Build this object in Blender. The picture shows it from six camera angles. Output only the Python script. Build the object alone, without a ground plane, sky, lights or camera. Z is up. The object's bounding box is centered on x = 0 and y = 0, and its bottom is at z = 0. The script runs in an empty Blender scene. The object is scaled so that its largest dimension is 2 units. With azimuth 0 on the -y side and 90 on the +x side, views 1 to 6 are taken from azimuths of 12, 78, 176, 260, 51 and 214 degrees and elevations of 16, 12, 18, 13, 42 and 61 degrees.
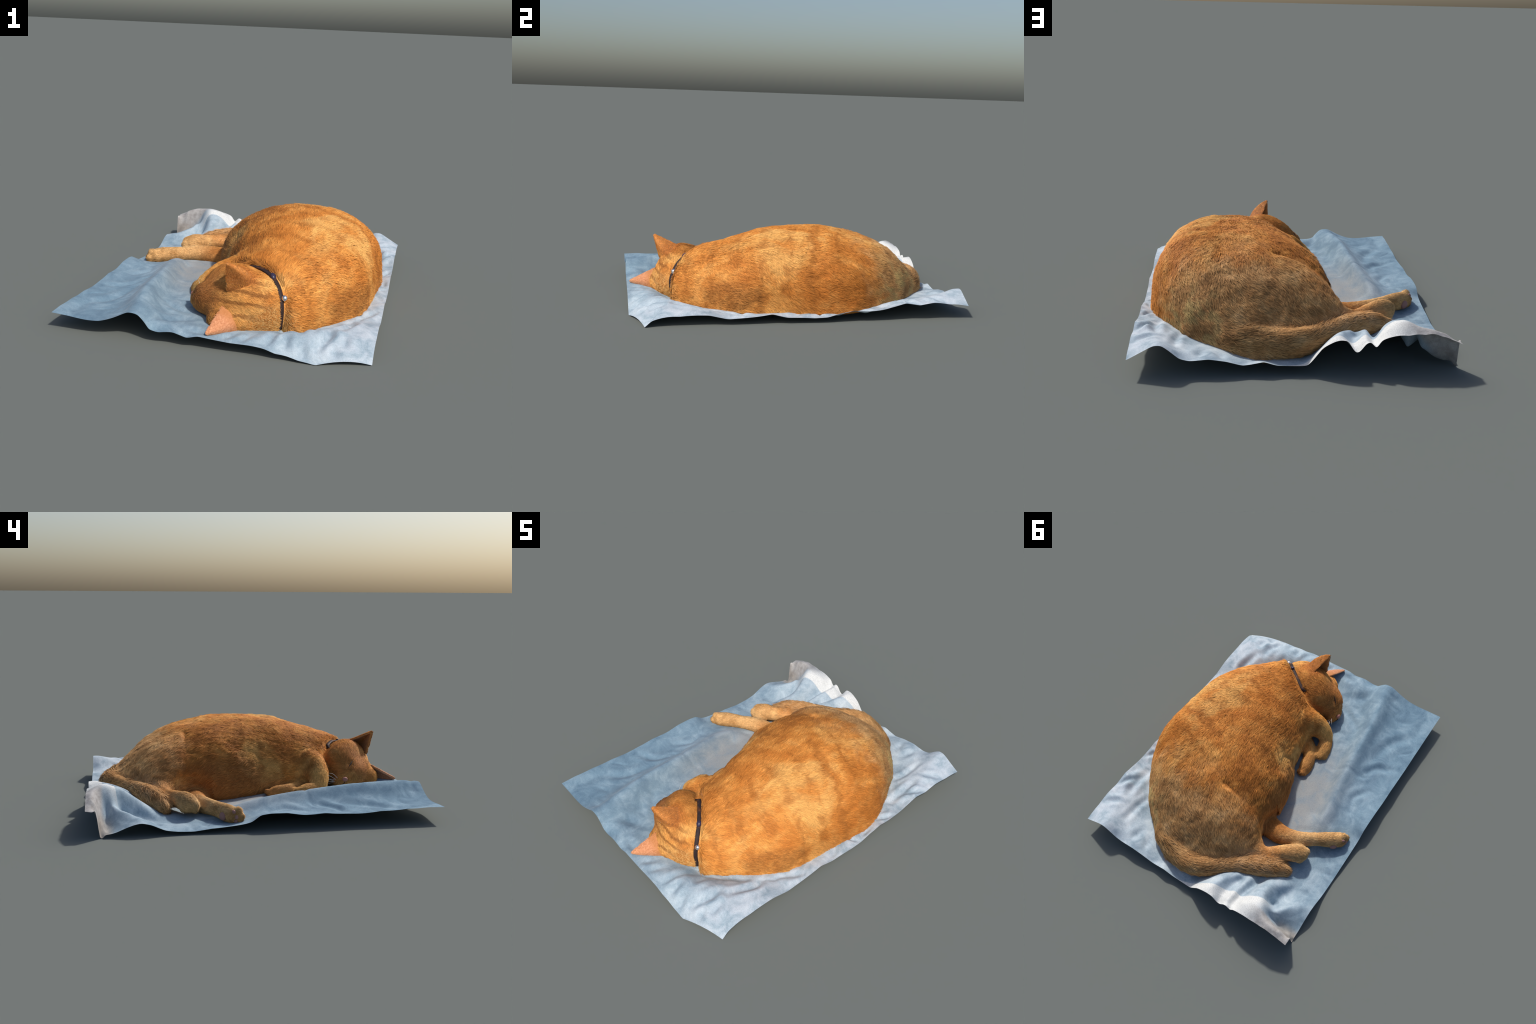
"""A ginger tabby cat asleep on its side on a crumpled pale-blue blanket."""
import bpy, bmesh, math
import numpy as np
from mathutils import Vector, noise

rng = np.random.default_rng(7)

# ------------------------------------------------------------------ helpers
def interp_smooth(x, xs, ys):
    """monotone-ish cubic (Catmull-Rom) interpolation through control points"""
    xs, ys = np.asarray(xs, float), np.asarray(ys, float)
    m = np.gradient(ys, xs)
    d = np.diff(ys) / np.diff(xs)
    for i in range(len(xs)):                      # limit tangents: no overshoot
        lo = d[max(i - 1, 0)]; hi = d[min(i, len(d) - 1)]
        m[i] = 0.0 if lo * hi <= 0 else np.sign(lo) * min(abs(m[i]), 3 * abs(lo), 3 * abs(hi))
    x = np.clip(x, xs[0], xs[-1])
    i = np.clip(np.searchsorted(xs, x) - 1, 0, len(xs) - 2)
    h = xs[i + 1] - xs[i]
    t = (x - xs[i]) / h
    return ((2*t**3 - 3*t**2 + 1) * ys[i] + (t**3 - 2*t**2 + t) * h * m[i]
            + (-2*t**3 + 3*t**2) * ys[i+1] + (t**3 - t**2) * h * m[i+1])

def spline(points, per=8):
    """Catmull-Rom through rows of any width"""
    p = np.asarray(points, float)
    q = np.vstack([2*p[0] - p[1], p, 2*p[-1] - p[-2]])
    out = []
    for i in range(1, len(q) - 2):
        for t in np.linspace(0, 1, per, endpoint=False):
            out.append(0.5 * (2*q[i] + (q[i+1] - q[i-1]) * t
                       + (2*q[i-1] - 5*q[i] + 4*q[i+1] - q[i+2]) * t*t
                       + (-q[i-1] + 3*q[i] - 3*q[i+1] + q[i+2]) * t**3))
    out.append(p[-1])
    return np.array(out)

def fbm(P, scale, octaves=3, seed=0.0):
    """cheap vectorised value-noise fbm"""
    def vnoise(Q):
        i = np.floor(Q).astype(np.int64); f = Q - i; f = f*f*(3 - 2*f)
        def h(a, b, c):
            n = (a * 374761393 + b * 668265263 + c * 2147483647 + int(seed * 1013)) & 0xffffffff
            n = ((n ^ (n >> 13)) * 1274126177) & 0xffffffff
            return ((n ^ (n >> 16)) & 0xffff) / 32767.5 - 1
        r = 0
        for a in (0, 1):
            for b in (0, 1):
                for c in (0, 1):
                    w = (f[:, 0] if a else 1 - f[:, 0]) * (f[:, 1] if b else 1 - f[:, 1]) * (f[:, 2] if c else 1 - f[:, 2])
                    r = r + w * h(i[:, 0] + a, i[:, 1] + b, i[:, 2] + c)
        return r
    out, amp, s = 0, 1.0, scale
    for k in range(octaves):
        out = out + amp * vnoise(P * s + 17.3 * k + seed); amp *= 0.5; s *= 2.03
    return out

def smooth_step(a, b, x):
    t = np.clip((x - a) / (b - a), 0, 1)
    return t*t*(3 - 2*t)

def make_object(name, verts, faces, material=None, parent=None, smooth=True):
    me = bpy.data.meshes.new(name)
    me.from_pydata([tuple(v) for v in verts], [], [tuple(f) for f in faces])
    me.update()
    if smooth:
        me.polygons.foreach_set("use_smooth", np.ones(len(me.polygons), bool))
    ob = bpy.data.objects.new(name, me)
    bpy.context.scene.collection.objects.link(ob)
    if material: me.materials.append(material)
    if parent: ob.parent = parent
    return ob

# ------------------------------------------------------------------ materials
class Nodes:
    """tiny wrapper that keeps node graphs readable"""
    def __init__(self, name):
        self.mat = bpy.data.materials.new(name); self.mat.use_nodes = True
        self.t = self.mat.node_tree
        self.bsdf = self.t.nodes["Principled BSDF"]
        self.coord = self.t.nodes.new("ShaderNodeTexCoord").outputs["Object"]
    def link(self, a, b): self.t.links.new(a, b)
    def put(self, sock, v):
        if isinstance(v, bpy.types.NodeSocket): self.link(v, sock)
        elif v is not None: sock.default_value = v
    def math(self, op, a, b=None, c=None, clamp=False):
        n = self.t.nodes.new("ShaderNodeMath"); n.operation = op; n.use_clamp = clamp
        for s, v in zip(n.inputs, (a, b, c)): self.put(s, v)
        return n.outputs[0]
    def mapped(self, scale=(1, 1, 1), loc=(0, 0, 0), rot=(0, 0, 0), vec=None):
        n = self.t.nodes.new("ShaderNodeMapping")
        self.put(n.inputs[0], vec or self.coord)
        n.inputs["Location"].default_value = loc; n.inputs["Rotation"].default_value = rot; n.inputs["Scale"].default_value = scale
        return n.outputs[0]
    def noise(self, scale, vec=None, detail=3, rough=0.55, distort=0.0):
        n = self.t.nodes.new("ShaderNodeTexNoise")
        self.put(n.inputs["Vector"], vec or self.coord)
        n.inputs["Scale"].default_value = scale; n.inputs["Detail"].default_value = detail
        n.inputs["Roughness"].default_value = rough; n.inputs["Distortion"].default_value = distort
        return n.outputs[0]
    def ramp(self, fac, stops, mode="LINEAR"):
        n = self.t.nodes.new("ShaderNodeValToRGB"); n.color_ramp.interpolation = mode
        e = n.color_ramp.elements
        while len(e) < len(stops): e.new(0.5)
        for el, (p, c) in zip(e, stops):
            el.position = p; el.color = (*c, 1) if not isinstance(c, (int, float)) else (c, c, c, 1)
        self.link(fac, n.inputs[0]); return n.outputs[0]
    def range(self, v, a, b, lo=0.0, hi=1.0):
        n = self.t.nodes.new("ShaderNodeMapRange"); n.interpolation_type = "SMOOTHSTEP"
        self.put(n.inputs[0], v)
        for k, x in zip((1, 2, 3, 4), (a, b, lo, hi)): n.inputs[k].default_value = x
        return n.outputs[0]
    def mix(self, fac, a, b, blend="MIX"):
        n = self.t.nodes.new("ShaderNodeMix"); n.data_type = "RGBA"; n.blend_type = blend
        self.put(n.inputs[0], fac)
        for s, v in ((n.inputs[6], a), (n.inputs[7], b)):
            self.put(s, (*v, 1) if isinstance(v, tuple) and len(v) == 3 else v)
        return n.outputs[2]
    def split(self, vec=None):
        n = self.t.nodes.new("ShaderNodeSeparateXYZ"); self.put(n.inputs[0], vec or self.coord); return n.outputs
    def join(self, x, y, z):
        n = self.t.nodes.new("ShaderNodeCombineXYZ")
        for s, v in zip(n.inputs, (x, y, z)): self.put(s, v)
        return n.outputs[0]
    def near(self, centre, radii, soft=0.5):
        """1 inside an ellipsoid, falling to 0 outside it"""
        v = self.mapped(scale=tuple(1/r for r in radii), loc=tuple(-c/r for c, r in zip(centre, radii)))
        n = self.t.nodes.new("ShaderNodeVectorMath"); n.operation = "LENGTH"; self.link(v, n.inputs[0])
        return self.range(n.outputs["Value"], 1 - soft, 1 + soft, 1.0, 0.0)
    def finish(self, colour, rough=0.9, bump=None, strength=0.3, dist=0.01, sheen=0.0, spec=0.2):
        self.put(self.bsdf.inputs["Base Color"], (*colour, 1) if isinstance(colour, tuple) else colour)
        self.put(self.bsdf.inputs["Roughness"], rough)
        self.bsdf.inputs["Specular IOR Level"].default_value = spec
        if sheen:
            self.bsdf.inputs["Sheen Weight"].default_value = sheen
        if bump is not None:
            b = self.t.nodes.new("ShaderNodeBump")
            b.inputs["Strength"].default_value = strength; b.inputs["Distance"].default_value = dist
            self.link(bump, b.inputs["Height"]); self.link(b.outputs[0], self.bsdf.inputs["Normal"])
        return self.mat

def plain(name, colour, rough=0.6, spec=0.3, metal=0.0):
    n = Nodes(name); m = n.finish(colour, rough, spec=spec); n.bsdf.inputs["Metallic"].default_value = metal
    return m

def blanket_material():
    """washed pale-blue cloth: steelier towards the front left, a white hem and a grey underside at the back corner"""
    n = Nodes("blanket_cloth")
    x, y, z = n.split()
    fine = n.noise(260, detail=2)
    weave = n.noise(900, detail=1)
    cloud = n.noise(9, detail=5, rough=.68, distort=.5)
    streak = n.noise(4, vec=n.mapped(scale=(6, 1.2, 1), rot=(0, 0, .5)), detail=4)
    pale = n.ramp(cloud, [(.30, (.27, .355, .425)), (.5, (.425, .51, .575)), (.72, (.61, .685, .73))])  # both cloth ramps lowered towards the scan's baked-in shading
    blue = n.ramp(cloud, [(.30, (.12, .20, .275)), (.5, (.18, .28, .36)), (.72, (.285, .395, .475))])
    # how steel blue: most at the front left corner, fading towards the right and the back
    lean = n.math("ADD", n.math("MULTIPLY", x, -.75), n.math("MULTIPLY", y, -.38))
    lean = n.math("ADD", lean, n.math("MULTIPLY", n.math("SUBTRACT", streak, .5), .5))
    col = n.mix(n.range(lean, -.3, .75), pale, blue)
    # lavender tint along the right side
    col = n.mix(n.math("MULTIPLY", n.range(x, .4, .75), n.range(cloud, .35, .65, 0, .3)), col, (.60, .61, .68))
    # greyish patch between belly and long fold
    col = n.mix(n.math("MULTIPLY", n.math("MULTIPLY", n.near((-.30, .05, .05), (.20, .38, .2), .6), n.range(cloud, .30, .60, .45, 1.0)), .75), col, (.33, .315, .295))
    # white hem: behind a line that runs along the back edge
    line = n.math("ADD", n.math("SUBTRACT", y, n.math("MULTIPLY", n.math("MAXIMUM", n.math("ADD", x, .33), 0), .30)),
                  n.math("MULTIPLY", n.math("MINIMUM", n.math("ADD", x, .38), 0), -.32))
    hem = n.math("MULTIPLY", n.range(line, .884, .889), n.math("MULTIPLY", n.range(x, .06, .02), n.range(x, -.60, -.50)))
    col = n.mix(hem, col, n.ramp(fine, [(.3, (.64, .65, .635)), (.6, (.74, .75, .735))]))
    # worn grey-brown underside that shows at the turned corner
    grey = n.math("MULTIPLY", n.range(x, -.46, -.60), n.range(y, .90, .925))
    col = n.mix(grey, col, n.ramp(n.noise(38, detail=4), [(.3, (.34, .315, .30)), (.5, (.43, .41, .395)), (.7, (.50, .48, .465))]))
    brown = n.math("MULTIPLY", n.near((-.76, .91, .04), (.12, .05, .07), .5), .8)
    col = n.mix(brown, col, n.ramp(n.noise(30, detail=3), [(.35, (.27, .235, .20)), (.65, (.40, .35, .30))]))
    speck = n.ramp(fine, [(.30, .82), (.5, 1.0), (.75, 1.07)])
    col = n.mix(1.0, col, speck, "MULTIPLY")
    bump = n.math("ADD", n.math("MULTIPLY", fine, .6), n.math("MULTIPLY", weave, .5))
    return n.finish(col, .95, bump, .25, .004, sheen=.1, spec=.1)

def fur_colour(n):
    """ginger tabby coat laid out in the cat's own space"""
    x, y, z = n.split()
    blotch = n.noise(7, detail=4, rough=.6, distort=.6)
    mottle = n.noise(13, vec=n.mapped(scale=(1, .6, 1)), detail=4, rough=.6)
    hair = n.noise(90, vec=n.mapped(scale=(1.6, .35, 1.2)), detail=3, rough=.7)
    col = n.ramp(mottle, [(.22, (.50, .180, .036)), (.42, (.66, .265, .056)), (.58, (.76, .335, .078)), (.76, (.87, .45, .135))])
    patch = n.noise(3.2, vec=n.mapped(loc=(.7, .2, 0)), detail=3, rough=.5, distort=.8)
    col = n.mix(n.range(patch, .50, .34, 0, .55), col, (.56, .195, .034))
    col = n.mix(n.range(patch, .50, .66, 0, .70), col, (.90, .53, .175))
    # tabby bars cross the flank
    across = n.math("ADD", y, n.math("MULTIPLY", x, .25))
    wave = n.math("SINE", n.math("ADD", n.math("MULTIPLY", across, 40.0), n.math("MULTIPLY", blotch, 9.0)))
    bars = n.math("MULTIPLY", n.range(wave, .15, .95), n.range(blotch, .38, .58))
    col = n.mix(n.math("MULTIPLY", bars, .55), col, (.44, .165, .034))
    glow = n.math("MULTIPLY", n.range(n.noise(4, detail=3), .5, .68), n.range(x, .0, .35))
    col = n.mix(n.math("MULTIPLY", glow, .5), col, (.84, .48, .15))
    # darker brown mottling left of the spine
    dark_mottle = n.math("MULTIPLY", n.range(x, .22, -.02), n.range(mottle, .62, .40))
    col = n.mix(n.math("MULTIPLY", dark_mottle, .45), col, (.34, .135, .035))
    # brown shoulder patch with a clear edge
    sh = n.math("MULTIPLY", n.near((.63, -.40, .13), (.17, .19, .085), .22), n.range(blotch, .30, .52))
    col = n.mix(n.math("MULTIPLY", sh, .7), col, n.ramp(hair, [(.35, (.26, .098, .022)), (.65, (.50, .20, .045))]))
    # rump and thigh: sandier, with dark ticking
    rump = n.range(n.math("ADD", y, n.math("MULTIPLY", n.math("SUBTRACT", blotch, .5), .5)), .33, .66)
    sandy = n.ramp(mottle, [(.26, (.42, .225, .090)), (.44, (.60, .345, .145)), (.60, (.72, .45, .205)), (.76, (.82, .56, .29))])
    col = n.mix(n.math("MULTIPLY", rump, .85), col, sandy)
    tick = n.noise(7, vec=n.mapped(scale=(.5, 1.4, 1.2)), detail=4, rough=.6)
    col = n.mix(n.math("MULTIPLY", n.math("MULTIPLY", rump, n.range(tick, .52, .66)), .55), col, (.25, .13, .048))
    # yellow-grey patch low on the right of the rump
    col = n.mix(n.math("MULTIPLY", n.near((.52, .66, .14), (.22, .20, .16), .4), n.range(mottle, .42, .62, 0, .75)), col, (.52, .40, .16))
    col = n.mix(n.math("MULTIPLY", n.near((-.30, .67, .10), (.26, .16, .10), .4), n.range(mottle, .38, .60, 0, .6)), col, (.70, .43, .22))
    # pale feet
    for c, r in (((-.56, .42, .10), (.20, .12, .10)), ((-.60, .24, .08), (.26, .16, .10))):
        col = n.mix(n.math("MULTIPLY", n.near(c, r, .45), .75), col, n.ramp(mottle, [(.35, (.50, .30, .12)), (.62, (.74, .50, .24))]))
    for c, r in (((-.23, -.31, .07), (.09, .10, .08)), ((-.19, -.14, .06), (.09, .11, .08))):
        col = n.mix(n.math("MULTIPLY", n.near(c, r, .4), .5), col, (.56, .29, .10))
    # browner, more even belly
    belly = n.near((-.22, .14, .15), (.13, .26, .16), .4)
    col = n.mix(n.math("MULTIPLY", belly, .7), col, (.44, .185, .055))
    # head: dark bars on the crown, cream at the nape and behind the lower ear
    hw = n.math("SINE", n.math("ADD", n.math("MULTIPLY", n.math("ADD", z, n.math("MULTIPLY", y, .5)), 95.0), n.math("MULTIPLY", blotch, 7.0)))
    crown = n.near((.12, -.80, .20), (.16, .12, .14), .35)
    col = n.mix(n.math("MULTIPLY", n.math("MULTIPLY", crown, n.range(hw, .1, .9)), .7), col, (.30, .12, .032))
    face = n.near((-.06, -.66, .16), (.15, .15, .16), .4)
    col = n.mix(n.math("MULTIPLY", face, .6), col, (.42, .180, .060))
    col = n.mix(n.math("MULTIPLY", n.near((.10, -.77, .34), (.12, .10, .075), .3), .75), col, n.ramp(hair, [(.35, (.36, .115, .025)), (.65, (.66, .25, .06))]))
    nape = n.near((.28, -.78, .09), (.14, .10, .09), .4)
    col = n.mix(n.math("MULTIPLY", nape, n.range(hair, .40, .62, 0, .7)), col, (.76, .50, .20))
    col = n.mix(1.0, col, (1.0, .945, .90), "MULTIPLY")
    return col, hair, mottle

def fur_material():
    n = Nodes("ginger_fur")
    col, hair, mottle = fur_colour(n)
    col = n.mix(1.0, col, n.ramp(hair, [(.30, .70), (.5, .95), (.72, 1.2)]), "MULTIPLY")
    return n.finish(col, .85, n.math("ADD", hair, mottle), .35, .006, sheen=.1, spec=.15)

def strand_material():
    n = Nodes("ginger_hair")
    col, hair, mottle = fur_colour(n)
    g = n.t.nodes.new("ShaderNodeNewGeometry").outputs["Random Per Island"]
    col = n.mix(1.0, col, n.ramp(g, [(0, .70), (.35, .94), (.8, 1.1), (1, 1.35)]), "MULTIPLY")
    return n.finish(col, .7, spec=.2)

def ear_material():
    n = Nodes("ear_skin")
    x, y, z = n.split()
    fuzz = n.noise(140, vec=n.mapped(scale=(1, .4, 1)), detail=3)
    col = n.ramp(fuzz, [(.3, (.50, .20, .09)), (.55, (.66, .30, .15)), (.75, (.74, .40, .22))])
    col = n.mix(n.range(y, -.90, -.85, 0, .7), col, (.50, .20, .06))
    upper = n.range(z, .16, .22)
    col = n.mix(upper, col, n.ramp(fuzz, [(.3, (.36, .13, .03)), (.55, (.52, .20, .05)), (.75, (.62, .29, .09))]))
    col = n.mix(n.math("MULTIPLY", n.near((.17, -.73, .28), (.09, .07, .06), .5), .8), col, (.30, .11, .03))
    return n.finish(col, .75, fuzz, .2, .003, sheen=.2)

# ------------------------------------------------------------------ blanket
# Heights of the cropped cloth along its four edges, then crests and valleys of its folds.
FRONT = [(-.785, .093), (-.695, .086), (-.604, .077), (-.538, .080), (-.465, .105), (-.388, .142), (-.336, .135), (-.30, .10),
         (-.28, .074), (-.232, .062), (-.161, .070), (-.09, .053), (-.036, .065), (.118, .054), (.217, .054), (.285, .047),
         (.338, .031), (.39, .026), (.45, .011), (.53, .0)]
RIGHT = [(-.917, .002), (-.881, .033), (-.812, .054), (-.725, .058), (-.559, .060), (-.451, .037), (-.335, .043), (-.199, .059),
         (-.107, .038), (.051, .031), (.126, .034), (.201, .054), (.285, .071), (.458, .072), (.515, .086), (.601, .108),
         (.69, .096), (.778, .109), (.878, .098), (.998, .085)]
BACK = [(.785, .085), (.706, .128), (.66, .152), (.623, .152), (.587, .127), (.543, .09), (.498, .077), (.408, .083), (.325, .071),
        (.249, .052), (.151, .067), (.089, .05), (-.056, .052), (-.078, .075), (-.122, .133), (-.167, .162), (-.205, .174),
        (-.243, .165), (-.264, .132), (-.281, .114), (-.298, .119), (-.306, .136), (-.328, .156), (-.351, .16), (-.375, .139), (-.397, .168),
        (-.449, .191), (-.526, .196), (-.603, .2), (-.681, .191), (-.73, .174), (-.785, .15)]
LEFT = [(.956, .146), (.940, .132), (.928, .018), (.90, .014), (.831, .032), (.768, .057), (.705, .071), (.651, .059), (.579, .028),
        (.507, .017), (.424, .015), (.332, .026), (.221, .035), (.146, .045), (.108, .056), (.061, .088), (.005, .097), (-.09, .096),
        (-.186, .082), (-.301, .087), (-.428, .079), (-.526, .077), (-.625, .086), (-.774, .092), (-.905, .096)]
FOLDS = {
    "long_crest": [(-.372, -.95, .148), (-.397, -.80, .158), (-.425, -.60, .160), (-.442, -.40, .150), (-.470, -.18, .133), (-.498, 0, .112), (-.512, .13, .085), (-.52, .22, .050)],
    "long_valley_outside": [(-.53, -.95, .080), (-.545, -.82, .078), (-.565, -.60, .077), (-.582, -.45, .074), (-.605, -.2, .070), (-.63, -.02, .064), (-.64, .10, .050)],
    "long_shadow_foot": [(-.450, -.93, .105), (-.470, -.80, .110), (-.495, -.60, .108), (-.512, -.40, .102), (-.540, -.18, .092), (-.565, 0, .080), (-.575, .12, .056)],
    "outer_swell": [(-.69, -.8, .070), (-.69, -.5, .065), (-.70, -.2, .070), (-.72, -.02, .084)],
    "long_valley_inside": [(-.20, -.94, .082), (-.26, -.82, .070), (-.345, -.60, .078), (-.368, -.40, .074), (-.395, -.18, .066), (-.424, 0, .056), (-.445, .11, .045)],
    "under_face": [(-.10, -.90, .072), (-.17, -.78, .060), (-.24, -.66, .060), (-.29, -.50, .064), (-.32, -.25, .060), (-.35, -.05, .052), (-.38, .10, .044)],
    "foot_hollow": [(-.66, .12, .045), (-.64, .25, .022), (-.60, .40, .018), (-.62, .52, .018), (-.70, .45, .018)],
    "corner_fold_crest": [(-.594, .614, .036), (-.562, .661, .075), (-.515, .717, .115), (-.505, .774, .160), (-.530, .838, .195), (-.555, .884, .210), (-.590, .935, .210), (-.650, .950, .198), (-.715, .950, .170)],
    "corner_lip_foot": [(-.615, .885, .085), (-.665, .905, .060), (-.725, .905, .030)],
    "corner_pocket": [(-.612, .622, .026), (-.598, .668, .034), (-.572, .740, .045), (-.565, .805, .062)],
    "corner_small_crest": [(-.620, .858, .122), (-.645, .80, .105), (-.68, .745, .090), (-.74, .712, .078)],
    "pleat_crest_a": [(-.190, .965, .172), (-.233, .865, .155), (-.29, .775, .125)],
    "pleat_valley_a": [(-.275, .965, .118), (-.285, .86, .112), (-.315, .79, .100)],
    "pleat_crest_b": [(-.335, .955, .158), (-.350, .85, .148), (-.367, .755, .120)],
    "pleat_valley_b": [(-.368, .965, .137), (-.376, .885, .125), (-.398, .792, .095), (-.415, .721, .060)],
    "corner_fold_back": [(-.42, .93, .188), (-.44, .80, .155), (-.49, .700, .115), (-.572, .615, .050)],
    "tail_gully": [(.25, .93, .048), (.10, .94, .042), (-.05, .92, .045), (-.12, .86, .07)],
    "under_tail": [(.0, .80, .05), (-.2, .72, .05), (-.38, .60, .04), (-.48, .52, .035)],
    "rear_right_crest": [(.640, .95, .148), (.655, .85, .122), (.675, .73, .102), (.672, .60, .085)],
    "rear_right_valley": [(.55, .95, .095), (.57, .86, .085), (.60, .76, .075), (.610, .67, .068)],
    "right_contact": [(.70, .5, .060), (.735, .3, .045), (.73, .1, .035), (.72, -.1, .038), (.70, -.3, .038), (.63, -.48, .04), (.48, -.66, .036), (.36, -.78, .040)],
    "front_right": [(.28, -.90, .072), (.38, -.87, .082), (.50, -.80, .088), (.62, -.68, .078), (.70, -.62, .07)],
    "front_right_corner": [(.72, -.80, .075), (.64, -.86, .065), (.52, -.92, .045)],
    "front_middle": [(.0, -.93, .062), (.2, -.90, .060)],
    "under_cat": [(.2, -.7, .04), (.4, -.45, .035), (.1, -.3, .035), (.45, -.1, .03), (.1, 0, .03), (.5, .3, .035), (.1, .4, .035), (-.1, .1, .035), (.3, .7, .045), (-.1, .6, .04)],
}

# narrow creases pressed into the cloth: line of points, depth, half width
CREASES = [
    ([(.634, -.527), (.649, -.595), (.615, -.738)], .020, .022), ([(.565, -.759), (.564, -.834), (.526, -.923)], .018, .022),
    ([(.442, -.930), (.483, -.975)], .016, .020), ([(.367, -.873), (.379, -.975)], .014, .022), ([(.595, -.89), (.622, -.95)], .012, .020),
    ([(.636, -.819), (.649, -.893)], .012, .020), ([(.72, -.85), (.76, -.89)], .012, .018), ([(.408, -.749), (.437, -.848)], .012, .022),
    ([(.329, -.811), (.307, -.914), (.28, -.98)], .012, .022), ([(.20, -.90), (.17, -.97)], .008, .018), ([(.12, -.91), (.08, -.97)], .008, .018),
    ([(.669, .717), (.684, .62), (.68, .488)], .020, .022), ([(.765, .670), (.708, .583)], .016, .018), ([(.775, .396), (.729, .337)], .014, .016),
    ([(.673, .779), (.763, .841)], .010, .020), ([(.576, .862), (.572, .73), (.555, .651)], .012, .018), ([(.46, .96), (.44, .86)], .010, .022),
    ([(.34, .97), (.36, .89)], .008, .02), ([(.75, -.30), (.70, -.40)], .010, .02), ([(.77, -.10), (.72, -.02)], .010, .02), ([(.76, .17), (.74, .24)], .012, .02),
    ([(-.72, -.45), (-.62, -.40), (-.56, -.30)], .010, .022), ([(-.70, -.75), (-.60, -.62), (-.55, -.42)], .010, .028), ([(-.76, -.62), (-.72, -.80), (-.70, -.93)], .008, .03),
    ([(-.66, -.22), (-.60, -.12), (-.63, -.02)], .009, .02), ([(-.73, .33), (-.66, .37)], .006, .018), ([(-.15, -.80), (-.26, -.86), (-.30, -.95)], .010, .03),
    ([(-.10, -.93), (-.02, -.95)], .008, .02), ([(-.33, -.60), (-.25, -.66), (-.18, -.70)], .008, .02), ([(-.72, .60), (-.66, .64)], .008, .02),
]

def crease_depth(x, y):
    q = np.stack([x, y], 1); out = np.zeros(len(q))
    for line, depth, width in CREASES:
        C = spline([(*p,) for p in line], 6) if len(line) > 2 else np.linspace(line[0], line[1], 6)
        d = np.full(len(q), 9.0); along = np.zeros(len(q))
        for k, (a, b) in enumerate(zip(C[:-1], C[1:])):
            ab = b - a; t = np.clip(((q - a) @ ab) / (ab @ ab), 0, 1)
            dd = np.linalg.norm(q - a - t[:, None] * ab, axis=1)
            m = dd < d; d[m] = dd[m]; along[m] = (k + t[m]) / (len(C) - 1)
        fade = .35 + .65 * np.sin(np.pi * along)
        out += fade * depth * (np.exp(-(d / width)**2) - .45 * np.exp(-((d - 1.9 * width) / width)**2))
    return out

def y_low(x):
    """front edge: straight, with the corner cut off where the cloth met the floor"""
    return np.where(x < .53, -.998, -.998 + (x - .53) / (.785 - .53) * .081)

def blanket_heights():
    pts = [(x, -.998, z) for x, z in FRONT] + [(.785, y, z) for y, z in RIGHT] + [(x, .998, z) for x, z in BACK] + [(-.785, y, z) for y, z in LEFT]
    for line in FOLDS.values():
        step = np.linalg.norm(np.diff(np.array(line)[:, :2], axis=0), axis=1).mean()
        c = spline(line, max(2, int(round(step / .03))))
        pts += [tuple(r) for r in c]
    P = np.array(pts)
    d = np.linalg.norm(P[:, None, :2] - P[None, :, :2], axis=2)
    keep = np.ones(len(P), bool)
    for i in range(len(P)):
        if keep[i]:
            close = (d[i] < .010) & (np.arange(len(P)) > i); keep[close] = False
    P = P[keep]; d = d[keep][:, keep]
    c = .010
    n = len(P)
    A = np.zeros((n + 3, n + 3)); A[:n, :n] = -np.sqrt(d*d + c*c) + np.eye(n) * .0004
    A[:n, n] = 1; A[:n, n+1:] = P[:, :2]; A[n:, :n] = A[:n, n:].T
    w = np.linalg.solve(A, np.concatenate([P[:, 2], np.zeros(3)]))
    def f(x, y):
        q = np.stack([x.ravel(), y.ravel()], 1); out = np.empty(len(q))
        for s in range(0, len(q), 8000):
            b = q[s:s+8000]
            r = np.sqrt(((b[:, None] - P[None, :, :2])**2).sum(2) + c*c)
            out[s:s+8000] = -r @ w[:n] + w[n] + b @ w[n+1:]
        return out.reshape(x.shape)
    return f

HEIGHT = blanket_heights()

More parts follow.
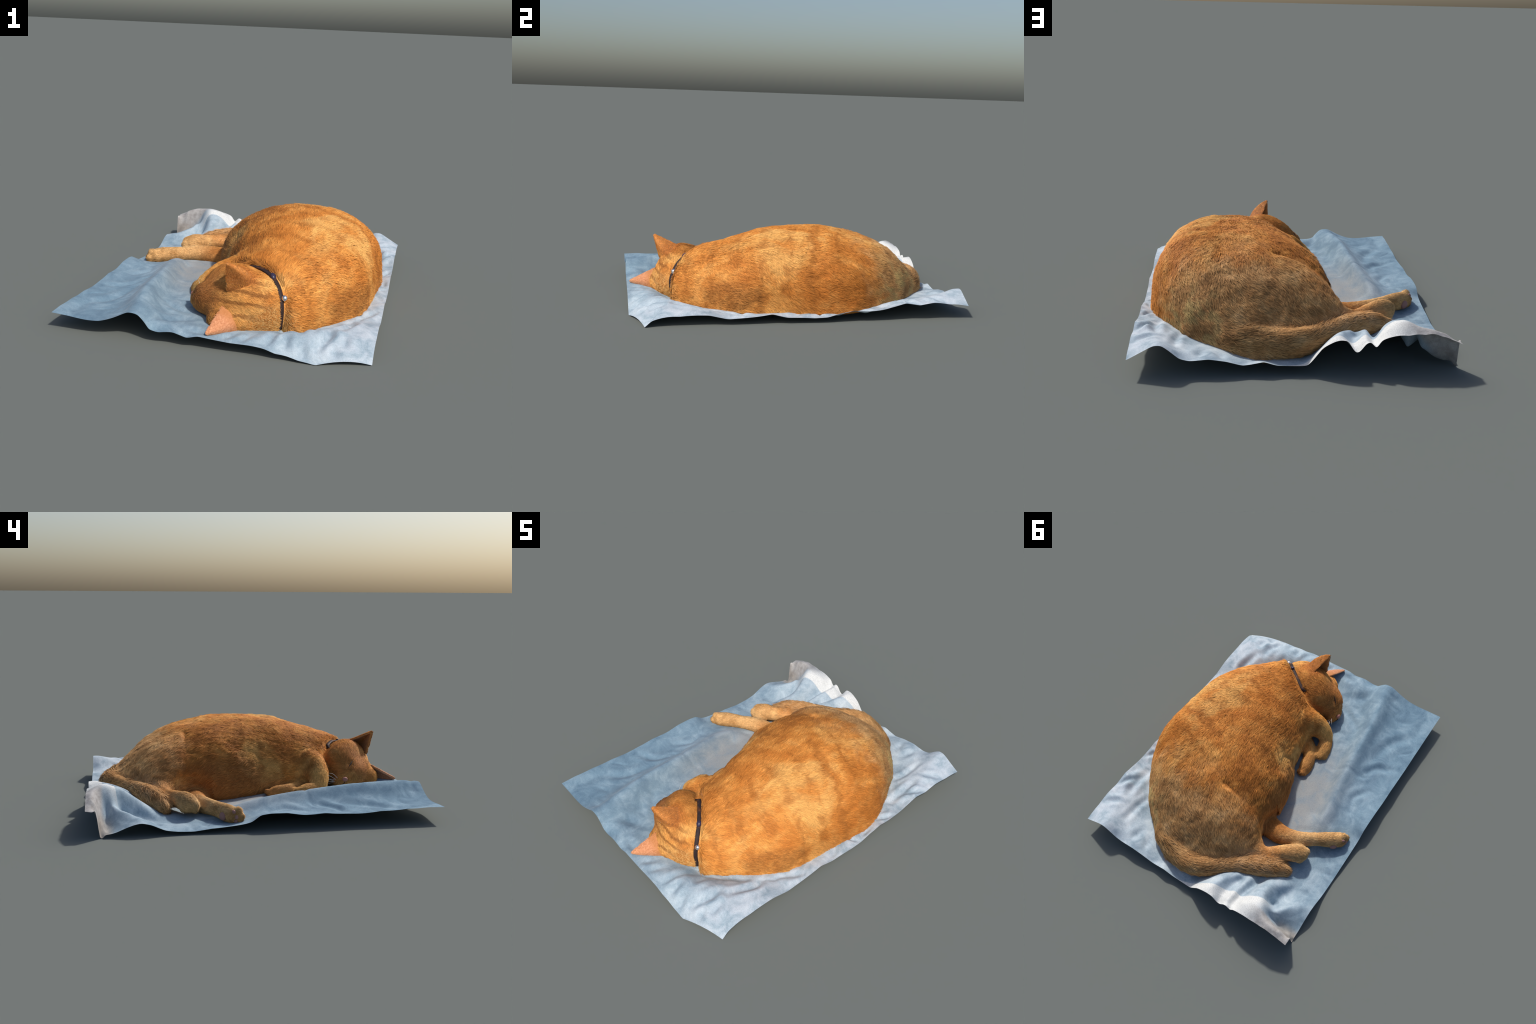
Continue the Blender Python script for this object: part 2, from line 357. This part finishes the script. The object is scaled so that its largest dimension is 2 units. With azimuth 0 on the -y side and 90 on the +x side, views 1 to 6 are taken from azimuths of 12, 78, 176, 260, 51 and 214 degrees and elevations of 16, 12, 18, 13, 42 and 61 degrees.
def build_blanket(mat):
    nx, ny = 260, 330
    s, t = np.meshgrid(np.linspace(-.785, .785, nx), np.linspace(0, 1, ny))
    x = s; lo = y_low(x); y = lo + (.998 - lo) * t
    z = HEIGHT(x, y)
    Q = np.stack([x.ravel(), y.ravel(), 0*x.ravel()], 1)
    z = z.ravel()
    # small creases: ridged streaks running diagonally, stronger on the free right and front cloth
    a = math.radians(35); R = np.stack([Q[:, 0]*math.cos(a) + Q[:, 1]*math.sin(a), (-Q[:, 0]*math.sin(a) + Q[:, 1]*math.cos(a)) * 2.6, Q[:, 2]], 1)
    line = fbm(R, 1.7, 3, 4.0); crease = .4 - np.exp(-(line / .13)**2) * smooth_step(-.3, .4, fbm(Q, 4.0, 2, 11.0))
    edge = np.minimum.reduce([.785 - np.abs(Q[:, 0]), .998 - Q[:, 1], Q[:, 1] - y_low(Q[:, 0])])
    w = smooth_step(.0, .05, edge) * (0.45 + 0.55 * smooth_step(-.05, .35, Q[:, 0]))
    z = z + w * (crease * .012 + fbm(Q, 7, 2, 1.0) * .003)
    z = z - smooth_step(.0, .03, edge) * crease_depth(Q[:, 0], Q[:, 1])
    z = np.maximum(z, .0008)
    V = np.stack([x.ravel(), y.ravel(), z], 1)
    i = np.arange(nx*ny).reshape(ny, nx)
    F = np.stack([i[:-1, :-1], i[:-1, 1:], i[1:, 1:], i[1:, :-1]], -1).reshape(-1, 4)
    # turned-down rim gives the cloth its thickness
    ob = make_object("blanket", V, F.tolist(), mat)
    return ob, V

# ------------------------------------------------------------------ cat body as one implicit surface
# torso cross-sections across x, one row per station along y: y, belly x, back x, crest x, crest height, belly fullness, back fullness
TORSO = np.array([
    (-.80, .26, 0.31, .30, 0.06, 2.0, 2.0),
    (-.74, .20, 0.374, .29, 0.22, 2.0, 2.2),
    (-.68, .08, 0.433, .27, 0.285, 2.1, 2.2),
    (-.60, -.02, 0.502, .26, 0.33, 2.2, 2.25),
    (-.50, -.06, .595, .27, .366, 2.15, 2.3),
    (-.40, -.07, .655, .28, 0.393, 2.08, 2.4),
    (-.30, -0.095, .690, .28, 0.421, 1.95, 2.5),
    (-.20, -0.125, .704, .27, .452, 1.9, 2.55),
    (-.10, -0.148, 0.712, .26, .466, 1.9, 2.65),
    (.05, -0.212, 0.724, .25, 0.476, 1.88, 2.7),
    (.18, -0.25, 0.736, .25, 0.475, 1.9, 2.65),
    (.30, -0.258, 0.724, .26, .460, 1.95, 2.4),
    (.38, -0.245, 0.698, .27, .445, 2.02, 2.3),
    (.45, -0.255, 0.662, .27, .428, 2.08, 2.4),
    (.52, -0.265, 0.62, .27, .405, 2.1, 2.3),
    (.60, -.260, .568, .26, .369, 1.97, 2.2),
    (.67, -.230, 0.522, .25, .324, 1.9, 2.1),
    (.73, -.180, 0.462, .24, .271, 1.9, 2.0),
    (.80, -.105, .378, .22, .206, 1.95, 2.0),
    (.86, .00, .300, .20, .144, 2.0, 2.0),
    (.90, .10, .240, .18, .080, 2.0, 2.0),
])
WAIST_BACK, WAIST_BELLY = .07, .12            # heights at which the sections are widest; they tuck in below

COLLAR = [(.055, -.532, .314), (.085, -.545, .328), (.17, -.60, .332), (.25, -.654, .294), (.305, -.697, .23), (.325, -.717, .15), (.315, -.718, .05)]

# limbs: rows of x, y, z, radius
LIMBS = {
    "tail": [(.34, .70, .09, .07), (.27, .79, .095, .075), (.17, .848, .105, .066), (.05, .872, .103, .066), (-.05, .848, .103, .060), (-.15, .78, .10, .056), (-.24, .712, .102, .058), (-.32, .663, .102, .060), (-.41, .615, .090, .058), (-.478, .580, .070, .044)],
    "hind_near": [(-.12, .56, .14, .11), (-.25, .575, .11, .075), (-.34, .560, .10, .052), (-.43, .49, .105, .052), (-.49, .452, .105, .060), (-.522, .434, .100, .058)],
    "hind_far": [(-.12, .33, .04, .08), (-.24, .36, .045, .075), (-.34, .37, .055, .066), (-.45, .342, .070, .055), (-.55, .28, .072, .049), (-.63, .230, .068, .054), (-.675, .198, .064, .052)],
    "fore_near": [(.06, -.36, .17, .12), (-.03, -.39, .185, .10), (-.11, -.415, .155, .078), (-.175, -.415, .112, .058), (-.207, -.385, .082, .050), (-.230, -.330, .070, .050), (-.240, -.300, .066, .046)],
    "fore_far": [(-.05, -.34, .06, .055), (-.13, -.29, .062, .050), (-.18, -.22, .064, .048), (-.198, -.155, .062, .048), (-.203, -.13, .060, .043)],
}
# toes: centre and radius, melted into the end of their limb
TOES = {
    "hind_near": [(-.530, .458, .080, .034), (-.538, .432, .114, .035), (-.545, .404, .100, .034), (-.540, .402, .072, .031)],
    "hind_far": [(-.693, .176, .092, .029), (-.704, .164, .066, .029), (-.702, .168, .040, .027), (-.688, .195, .038, .025)],
    "fore_near": [(-.262, -.285, .070, .026), (-.245, -.268, .076, .026), (-.222, -.268, .070, .026)],
    "fore_far": [(-.218, -.100, .066, .024), (-.200, -.090, .068, .024), (-.182, -.098, .062, .023)],
}

GRID = .0085
LO = np.array([-.82, -1.0, -.02]); HI = np.array([.80, 1.0, .54])

def smin(a, b, k):
    h = np.clip(.5 + .5 * (b - a) / k, 0, 1)
    return b + (a - b) * h - k * h * (1 - h)

def tube_distance(P, rows, per=5):
    C = spline(rows, per)
    best = np.full(len(P), .5)
    lo, hi = (C[:, :3] - C[:, 3:]).min(0) - .1, (C[:, :3] + C[:, 3:]).max(0) + .1
    close = ((P > lo) & (P < hi)).all(1)
    if not close.all():
        if close.any(): best[close] = tube_distance(P[close], rows, per)
        return best
    for a, b in zip(C[:-1], C[1:]):
        ab = b[:3] - a[:3]; L = ab @ ab + 1e-12
        t = np.clip(((P - a[:3]) @ ab) / L, 0, 1)
        dd = P - a[:3] - t[:, None] * ab
        best = np.minimum(best, np.sqrt((dd * dd).sum(1)) - (a[3] + t * (b[3] - a[3])))
    return best

def ellipsoid(P, c, r, rot=None):
    q = P - np.asarray(c)
    if rot is not None: q = q @ rot
    r = np.asarray(r)
    k0 = np.sqrt(((q / r)**2).sum(1)); k1 = np.sqrt(((q / r**2)**2).sum(1)) + 1e-9
    return k0 * (k0 - 1) / k1

def torso(P):
    x, y, z = P.T
    col = [interp_smooth(y, TORSO[:, 0], TORSO[:, k]) for k in range(1, 7)]
    xb, xr, xt, zt, nl, nr = col
    left = x < xt
    n = np.where(left, nl, nr); a = np.maximum(np.where(left, xt - xb, xr - xt), .02)
    u = np.abs(x - xt) / a; zc = np.minimum(np.where(left, WAIST_BELLY, WAIST_BACK), .5 * zt)
    b = np.where(z > zc, np.maximum(zt - zc, .02), np.where(left, .26, .17))
    w = np.abs(z - zc) / b
    r = (u**n + w**n + 1e-12)**(1/n)
    gu = (u / r)**(n - 1) / a; gw = (w / r)**(n - 1) / b
    f = (r - 1) / np.sqrt(gu**2 + gw**2 + 1e-9)
    over = np.maximum(TORSO[0, 0] - y, 0) + np.maximum(y - TORSO[-1, 0], 0)
    f = f + over
    return -smin(-f, .62 * x + .78 * y + .372, .05)          # cut off where the neck meets the collar

def head(P):
    d = ellipsoid(P, (.145, -.682, .12), (.195, .155, .192))                    # back of the skull
    d = smin(d, ellipsoid(P, (.068, -.645, .162), (.145, .135, .176)), .05)         # brow
    d = smin(d, ellipsoid(P, (.06, -.765, .085), (.12, .105, .085)), .04)        # low side of the forehead
    d = smin(d, ellipsoid(P, (.0, -.59, .165), (.125, .115, .145)), .04)          # upper cheek
    d = smin(d, tube_distance(P, [(.0, -.67, .15, .112), (-.075, -.648, .14, .092), (-.128, -.606, .122, .062)]), .035)
    d = smin(d, ellipsoid(P, (-.135, -.560, .105), (.045, .04, .04)), .02)       # whisker pads
    d = smin(d, ellipsoid(P, (-.150, -.600, .105), (.040, .04, .045)), .02)
    eye = np.linalg.norm(P - np.array((-.122, -.63, .205)), axis=1)
    return d + .008 * np.exp(-(eye / .022)**2)

THIGH_CREASE = [(.07, .395, .41), (.0, .40, .37), (-.08, .405, .32), (-.158, .415, .255), (-.22, .44, .18), (-.26, .48, .11)]

def line_distance(P, rows):
    C = spline(rows, 5); g = np.full(len(P), 9.0)
    for a, b in zip(C[:-1], C[1:]):
        ab = b - a; t = np.clip(((P - a) @ ab) / (ab @ ab), 0, 1)
        g = np.minimum(g, np.linalg.norm(P - a - t[:, None] * ab, axis=1))
    return g

def groove_distance(P):
    C = spline(COLLAR, 6)
    g = np.full(len(P), 9.0)
    for a, b in zip(C[:-1], C[1:]):
        ab = b - a; t = np.clip(((P - a) @ ab) / (ab @ ab), 0, 1)
        g = np.minimum(g, np.linalg.norm(P - a - t[:, None] * ab, axis=1))
    return g

def field(P, grooved=True):
    """signed distance of the cat and the part each point belongs to"""
    parts = {"torso": torso(P), "head": head(P)}
    for k, rows in LIMBS.items():
        d = tube_distance(P, rows)
        for x, y, z, r in TOES.get(k, ()):
            d = smin(d, np.linalg.norm(P - np.array((x, y, z)), axis=1) - r, .008)
        parts[k] = d
    d = parts["torso"]
    box = (P[:, 0] > -.4) & (P[:, 0] < .25) & (P[:, 1] > .25) & (P[:, 1] < .7)
    if box.any():
        t = np.zeros(len(P)); t[box] = line_distance(P[box], THIGH_CREASE)
        d = np.where(box, d + .012 * np.exp(-(t / .022)**2), d)
        groin = np.linalg.norm((P - np.array((-.26, .36, .13))) / np.array((.10, .10, .09)), axis=1)
        d = np.where(box, d + .040 * np.exp(-groin**2), d)
    for k, blend in (("fore_near", .05), ("fore_far", .02), ("hind_near", .05), ("hind_far", .03), ("tail", .035), ("head", .025)):
        d = smin(d, parts[k], blend)
    near = np.abs(d) < .12
    g = np.full(len(P), 9.0); g[near] = groove_distance(P[near])
    return d + (.014 * np.exp(-(g / .014)**2) if grooved else 0), parts

def settle(P):
    """move points onto the plain body surface"""
    P = np.array(P, float)
    for _ in range(6):
        e = .003; f0 = field(P, False)[0]
        g = np.stack([(field(P + np.eye(3)[k] * e, False)[0] - field(P - np.eye(3)[k] * e, False)[0]) / (2 * e) for k in range(3)], 1)
        P = P - (f0 / np.maximum((g * g).sum(1), .2))[:, None] * g
    return P

COLLAR = settle(COLLAR)

def surface_nets():
    n = np.ceil((HI - LO) / GRID).astype(int) + 1
    ax = [LO[k] + GRID * np.arange(n[k]) for k in range(3)]
    X = np.stack(np.meshgrid(*ax, indexing="ij"), -1).reshape(-1, 3)
    D = np.empty(len(X))
    for s in range(0, len(X), 400000):
        D[s:s+400000] = field(X[s:s+400000])[0]
    D = D.reshape(n)
    inside = D < 0
    ids = -np.ones(n - 1, int)
    corners = [(i, j, k) for i in (0, 1) for j in (0, 1) for k in (0, 1)]
    sl = lambda c: tuple(slice(c[a], n[a] - 1 + c[a]) for a in range(3))
    cnt = sum(inside[sl(c)].astype(int) for c in corners)
    act = np.argwhere((cnt > 0) & (cnt < 8))
    ids[tuple(act.T)] = np.arange(len(act))
    acc = np.zeros((len(act), 3)); num = np.zeros(len(act))
    for a, c0 in enumerate(corners):
        for c1 in corners[a+1:]:
            if sum(abs(p - q) for p, q in zip(c0, c1)) != 1: continue
            d0 = D[tuple((act + c0).T)]; d1 = D[tuple((act + c1).T)]
            m = (d0 < 0) != (d1 < 0)
            t = np.where(m, d0 / np.where(m, d0 - d1, 1), 0)
            p = np.array(c0) + t[:, None] * (np.array(c1) - np.array(c0))
            acc[m] += p[m]; num[m] += 1
    V = LO + GRID * (act + acc / num[:, None])
    F = []
    for axis in range(3):
        b, c = (axis + 1) % 3, (axis + 2) % 3
        e = [0, 0, 0]; e[axis] = 1
        A0 = inside[tuple(slice(0, n[k] - e[k]) for k in range(3))]; A1 = inside[tuple(slice(e[k], n[k]) for k in range(3))]
        for flip in (0, 1):
            w = np.argwhere((A0 & ~A1) if not flip else (~A0 & A1))
            w = w[(w[:, b] > 0) & (w[:, c] > 0) & (w[:, b] < n[b] - 1) & (w[:, c] < n[c] - 1)]
            def cell(db, dc):
                q = w.copy(); q[:, b] += db; q[:, c] += dc; return ids[tuple(q.T)]
            quad = [cell(-1, -1), cell(0, -1), cell(0, 0), cell(-1, 0)]
            F.append(np.stack(quad if not flip else quad[::-1], 1))
    return V, np.vstack(F)

def gradient(P, e=.002):
    return np.stack([(field(P + np.eye(3)[k] * e)[0] - field(P - np.eye(3)[k] * e)[0]) / (2 * e) for k in range(3)], 1)

PART_NAMES = {"torso": "torso", "head": "head", "tail": "tail", "hind_near": "hindlimb", "hind_far": "hindlimb", "fore_near": "forelimb", "fore_far": "forelimb"}
KEYS = list(PART_NAMES)

def flow(P, N, label):
    """direction in which the coat lies: from the nose backwards and along each limb to its toes"""
    x, y, z = P.T
    lean = interp_smooth(y, [-.9, -.5, 0, .5, .75, .9], [.9, .6, .15, -.35, -.8, -1.2])
    d = np.stack([lean, np.ones_like(y), -.45 * np.ones_like(y)], 1)
    d[:, 0] += np.where(x > .35, .35, -.25)
    h = label == KEYS.index("head")
    d[h] = P[h] - np.array((-.20, -.62, .16)) + np.array((.05, .02, -.06))
    for k, rows in LIMBS.items():
        m = label == KEYS.index(k)
        if not m.any(): continue
        C = spline(rows, 6)[:, :3]; T = np.gradient(C, axis=0)
        i = np.linalg.norm(P[m][:, None] - C[None], axis=2).argmin(1)
        d[m] = T[i] / np.linalg.norm(T[i], axis=1)[:, None] + np.array((0, 0, -.15))
    d = d / np.linalg.norm(d, axis=1)[:, None]
    swirl = np.stack([fbm(P, 6, 2, 3.0), fbm(P, 6, 2, 5.0), fbm(P, 6, 2, 8.0)], 1) * .35
    d = d + swirl
    d = d - (d * N).sum(1)[:, None] * N
    return d / (np.linalg.norm(d, axis=1)[:, None] + 1e-9)

def mesh_from_arrays(name, V, F, normals=None, material=None, parent=None):
    me = bpy.data.meshes.new(name)
    k = F.shape[1]
    me.vertices.add(len(V)); me.vertices.foreach_set("co", V.astype(np.float32).ravel())
    me.loops.add(F.size); me.loops.foreach_set("vertex_index", F.astype(np.int32).ravel())
    me.polygons.add(len(F))
    me.polygons.foreach_set("loop_start", np.arange(0, F.size, k, dtype=np.int32))
    me.update(calc_edges=True); me.validate()
    me.polygons.foreach_set("use_smooth", np.ones(len(me.polygons), bool))
    if normals is not None:
        me.normals_split_custom_set_from_vertices(normals.astype(np.float32).tolist())
    ob = bpy.data.objects.new(name, me)
    bpy.context.scene.collection.objects.link(ob)
    if material: me.materials.append(material)
    if parent: ob.parent = parent
    return ob

def vertex_normals(V, F):
    n = np.cross(V[F[:, 2]] - V[F[:, 0]], V[F[:, 3]] - V[F[:, 1]])
    out = np.zeros_like(V)
    for k in range(4): np.add.at(out, F[:, k], n)
    return out / (np.linalg.norm(out, axis=1)[:, None] + 1e-12)

def build_cat(fur, hair):
    V, F = surface_nets()
    for _ in range(2):
        d = field(V)[0]; g = gradient(V)
        V = V - (d / np.maximum((g * g).sum(1), .2))[:, None] * g
    N = gradient(V); N /= np.linalg.norm(N, axis=1)[:, None] + 1e-9
    parts = field(V)[1]
    label = np.argmin(np.stack([parts[k] for k in KEYS]), 0)
    # clumps and hollows of the coat; the belly is the most tousled
    tousle = .6 + 1.3 * np.exp(-((V[:, 0] + .15) / .12)**2 - ((V[:, 1] - .05) / .3)**2 - ((V[:, 2] - .22) / .15)**2)
    limb = np.isin(label, [KEYS.index(k) for k in LIMBS]) | (label == KEYS.index("head"))
    amp = np.where(limb, .35, tousle)
    bumps = fbm(V, 7, 2, 2.0) * .007 + (np.abs(fbm(V * np.array((1.3, .6, 1.3)), 18, 3, 6.0)) - .3) * .004
    V = V + N * (bumps * amp - .006)[:, None]
    floor = HEIGHT(V[:, 0], V[:, 1])
    V[:, 2] = np.maximum(V[:, 2], np.maximum(.004, floor - .006))
    N = vertex_normals(V, F)
    F = F[~(V[:, 2] < floor - .004)[F].all(1)]
    face_label = np.sort(label[F], axis=1)[:, 1]
    flow_dir = flow(V, N, label)
    groove = groove_distance(V)
    for i, k in enumerate(KEYS):
        f = F[face_label == i]
        if not len(f): continue
        used, inv = np.unique(f, return_inverse=True)
        part = mesh_from_arrays(PART_NAMES[k], V[used], inv.reshape(f.shape), N[used], fur, cat)
        strands(part, V, N, flow_dir, f, floor, groove, k, hair)

# strands per square metre, length, lift
COAT = {"ear": (70000, .011, .10), "torso": (52000, .034, .30), "head": (60000, .022, .25), "tail": (60000, .045, .40), "hind_near": (60000, .018, .2), "hind_far": (60000, .016, .2), "fore_near": (60000, .022, .22), "fore_far": (50000, .018, .2)}

def strands(part, V, N, D, F, floor, groove, key, mat):
    """short hairs, each a thin three-sided taper lying along the coat"""
    density, length, lift = COAT[key]
    ok = (V[:, 2] > floor - .004)[F].any(1) & (groove > .008)[F].all(1)
    F = F[ok]
    if not len(F): return
    area = .5 * np.linalg.norm(np.cross(V[F[:, 2]] - V[F[:, 0]], V[F[:, 3]] - V[F[:, 1]]), axis=1)
    n = int(area.sum() * density)
    pick = rng.choice(len(F), n, p=area / area.sum())
    u, v = rng.random(n)[:, None], rng.random(n)[:, None]
    q = F[pick]
    bil = lambda A: (A[q[:, 0]] * (1-u) + A[q[:, 1]] * u) * (1-v) + (A[q[:, 3]] * (1-u) + A[q[:, 2]] * u) * v
    P, nor, d = bil(V), bil(N), bil(D)
    nor /= np.linalg.norm(nor, axis=1)[:, None]
    d = d + rng.normal(0, .22, (n, 3)); d -= (d * nor).sum(1)[:, None] * nor; d /= np.linalg.norm(d, axis=1)[:, None]
    L = length * rng.uniform(.6, 1.35, n)[:, None]
    up = lift * rng.uniform(.5, 1.3, n)[:, None]
    side = np.cross(d, nor)
    R = .0013 * rng.uniform(.7, 1.3, n)[:, None]
    spine = [P - nor * .002, P + (d + nor * up) * L * .5, P + (d + nor * up * .55) * L]
    rad = [R, R * .85, R * .15]
    rings, norms = [], []
    for c, r in zip(spine, rad):
        for ang in (math.pi/2, math.pi*7/6, math.pi*11/6):
            off = side * math.cos(ang) + nor * math.sin(ang)
            rings.append(c + off * r); norms.append(nor * .8 + off * .35)
    W = np.stack(rings, 1).reshape(-1, 3); WN = np.stack(norms, 1).reshape(-1, 3)
    WN /= np.linalg.norm(WN, axis=1)[:, None]
    low = HEIGHT(W[::9, 0], W[::9, 1]).repeat(9)
    W[:, 2] = np.maximum(W[:, 2], np.maximum(.002, low - .002))
    W[:, 0] = np.minimum(W[:, 0], .774)
    base = (np.arange(n) * 9)[:, None]
    quads = []
    for s_ in (0, 3):
        for j in range(3):
            quads.append(base + np.array([[s_ + j, s_ + 3 + j, s_ + 3 + (j+1) % 3, s_ + (j+1) % 3]]))
    ob = mesh_from_arrays("fur", W, np.vstack(quads), WN, mat, part)
    ob["kind"] = "stuff"

# ------------------------------------------------------------------ ears, collar, face
def mid_base(a, b): return (a + b) / 2

def build_ear(front, outer, back, tip, mat, hair, flare=1.2, bulge=.25, thick=.014):
    """a cupped shell: front rim, rounded back and rear rim run together at the tip"""
    front, outer, back, tip = (np.array(p, float) for p in (front, outer, back, tip))
    rows, cols = 22, 17
    V = []
    for t in np.linspace(0, 1, rows):
        k = (1 - t)**flare
        f = front * k + tip * (1 - k); b = back * k + tip * (1 - k); o = outer * k + tip * (1 - k)
        o = o + (outer - (front + back) / 2) * bulge * math.sin(math.pi * t)
        ctrl = 2 * o - (f + b) / 2
        for s_ in np.linspace(0, 1, cols):
            V.append((1-s_)**2 * f + 2*s_*(1-s_) * ctrl + s_**2 * b)
    V = np.array(V); V += fbm(V, 40, 2, 9.0)[:, None] * .0015
    i = np.arange(rows * cols).reshape(rows, cols)
    F = np.stack([i[:-1, :-1], i[:-1, 1:], i[1:, 1:], i[1:, :-1]], -1).reshape(-1, 4)
    ob = make_object("ear", V, F.tolist(), mat, cat)
    # short hairs over the rounded back of the ear, lying towards the tip
    N = vertex_normals(V, F[:-cols + 1]); out = outer - (front + back) / 2
    if (N @ out).mean() < 0: N = -N
    D = np.roll(V, -cols, 0) - V; D[-2*cols:] = tip - mid_base(front, back)
    D /= np.linalg.norm(D, axis=1)[:, None]
    strands(ob, V + N * thick * .5, N, D, F[: -2 * (cols - 1)], np.full(len(V), -1.0), np.ones(len(V)), "ear", hair)
    bm = bmesh.new(); bm.from_mesh(ob.data)
    bmesh.ops.remove_doubles(bm, verts=bm.verts, dist=.0008); bmesh.ops.recalc_face_normals(bm, faces=bm.faces)
    bm.to_mesh(ob.data); bm.free()
    m = ob.modifiers.new("thickness", "SOLIDIFY"); m.thickness = thick; m.offset = 0
    m = ob.modifiers.new("round", "SUBSURF"); m.levels = m.render_levels = 1
    return ob

def build_tube(name, rows, mat, parent, sides=10, per=6):
    C = spline(rows, per); T = np.gradient(C[:, :3], axis=0); T /= np.linalg.norm(T, axis=1)[:, None]
    V, F = [], []
    ref = np.array((.13, .07, 1.0))
    for c, t in zip(C, T):
        a = np.cross(t, ref); a /= np.linalg.norm(a); b = np.cross(t, a)
        for j in range(sides):
            w = j * math.tau / sides
            V.append(c[:3] + (a * math.cos(w) + b * math.sin(w)) * c[3])
    for i in range(len(C) - 1):
        for j in range(sides):
            F.append((i*sides + j, i*sides + (j+1) % sides, (i+1)*sides + (j+1) % sides, (i+1)*sides + j))
    F.append(tuple(range(sides))[::-1]); F.append(tuple(range((len(C)-1)*sides, len(C)*sides)))
    return make_object(name, V, F, mat, parent)

def ball(name, centre, radii, mat, parent, rot=(0, 0, 0)):
    bm = bmesh.new(); bmesh.ops.create_uvsphere(bm, u_segments=24, v_segments=16, radius=1)
    me = bpy.data.meshes.new(name)
    for v in bm.verts: v.co = Vector((v.co.x * radii[0], v.co.y * radii[1], v.co.z * radii[2]))
    bm.to_mesh(me); bm.free()
    me.polygons.foreach_set("use_smooth", np.ones(len(me.polygons), bool))
    ob = bpy.data.objects.new(name, me); ob.location = centre; ob.rotation_euler = rot
    bpy.context.scene.collection.objects.link(ob); me.materials.append(mat); ob.parent = parent
    return ob

def build_collar():
    n = Nodes("collar_webbing")
    weave = n.noise(300, detail=2)
    col = n.mix(n.range(n.noise(18), .55, .65), n.ramp(weave, [(.3, (.020, .013, .014)), (.7, (.05, .034, .034))]), (.13, .05, .02))
    web = n.finish(col, .6, weave, .3, .002)
    C = spline(COLLAR, 8)
    axis = np.array((.62, .78, 0)); mid = np.array((.14, -.60, .12))
    V, F = [], []
    for c in C:
        out = c - mid; out -= (out @ axis) * axis; out /= np.linalg.norm(out)
        c = c - out * .0155
        for a, o in ((-.010, 0), (-.008, .006), (.008, .006), (.010, 0)):
            V.append(c + axis * a + out * o)
    for i in range(len(C) - 1):
        for j in range(3):
            F.append((4*i + j, 4*i + j + 1, 4*i + j + 5, 4*i + j + 4))
    collar = make_object("collar", V, F, web, cat)
    m = collar.modifiers.new("thickness", "SOLIDIFY"); m.thickness = .004
    bell = ball("bell", (.322, -.722, .209), (.017, .017, .017), plain("silver_metal", (.85, .85, .86), .2, .5, 1.0), collar)
    ball("buckle", (.246, -.652, .293), (.020, .015, .010), plain("dark_buckle", (.035, .03, .06), .3), collar, (0, .7, -.9))
    return collar

def build_face():
    head_ob = [o for o in cat.children if o.name.startswith("head")][0]
    nose = plain("nose_skin", (.36, .15, .11), .55)
    ball("nose", (-.187, -.582, .128), (.014, .018, .015), nose, head_ob)
    lid = plain("eye_line", (.045, .022, .014), .7)
    build_tube("eyelid", [(-.098, -.655, .232, .002), (-.118, -.640, .216, .0045), (-.135, -.622, .196, .0045), (-.148, -.608, .180, .002)], lid, head_ob)
    build_tube("mouth", [(-.190, -.580, .112, .002), (-.188, -.570, .096, .003), (-.165, -.545, .082, .003), (-.14, -.535, .08, .002)], lid, head_ob)
    white = plain("whisker_white", (.75, .70, .62), .5)
    for k in range(7):
        a = np.array((-.150, -.553 + .006 * (k % 3), .118 - .008 * k % .03))
        d = np.array((-.06 + .02 * k, .10 + .012 * (k % 4), .07 - .02 * k)); d = d / np.linalg.norm(d) * (.11 + .015 * (k % 3))
        mid = a + d * .55 + np.array((0, 0, .012))
        build_tube("whisker", [(*a, .0011), (*mid, .0009), (*(a + d), .0003)], white, head_ob, 5)

cat = bpy.data.objects.new("sleeping_cat", None)
bpy.context.scene.collection.objects.link(cat)
cat["label"] = "ginger tabby cat curled asleep on its side"; cat["category"] = "cat"
blanket, BV = build_blanket(blanket_material())
blanket["label"] = "crumpled pale blue blanket with a white hem"; blanket["category"] = "blanket"
HAIR = strand_material()
build_cat(fur_material(), HAIR)
EAR = ear_material()
build_ear((.042, -.785, .235), (.165, -.748, .278), (.095, -.662, .315), (.046, -.826, .386), EAR, HAIR, 1.25)
build_ear((.030, -.815, .165), (.105, -.845, .110), (.110, -.835, .030), (-.006, -.978, .074), EAR, EAR, 1.05)
build_collar()
build_face()
pad = plain("pad_skin", (.34, .17, .14), .6)
far = [o for o in cat.children if o.name.startswith("hindlimb")][1]
for c, r in (((-.672, .257, .060), (.024, .012, .024)), ((-.709, .199, .092), (.013, .010, .013)), ((-.721, .187, .066), (.013, .010, .013)), ((-.717, .190, .042), (.012, .010, .012))):
    ball("paw_pad", c, r, pad, far, (0, 0, .64))
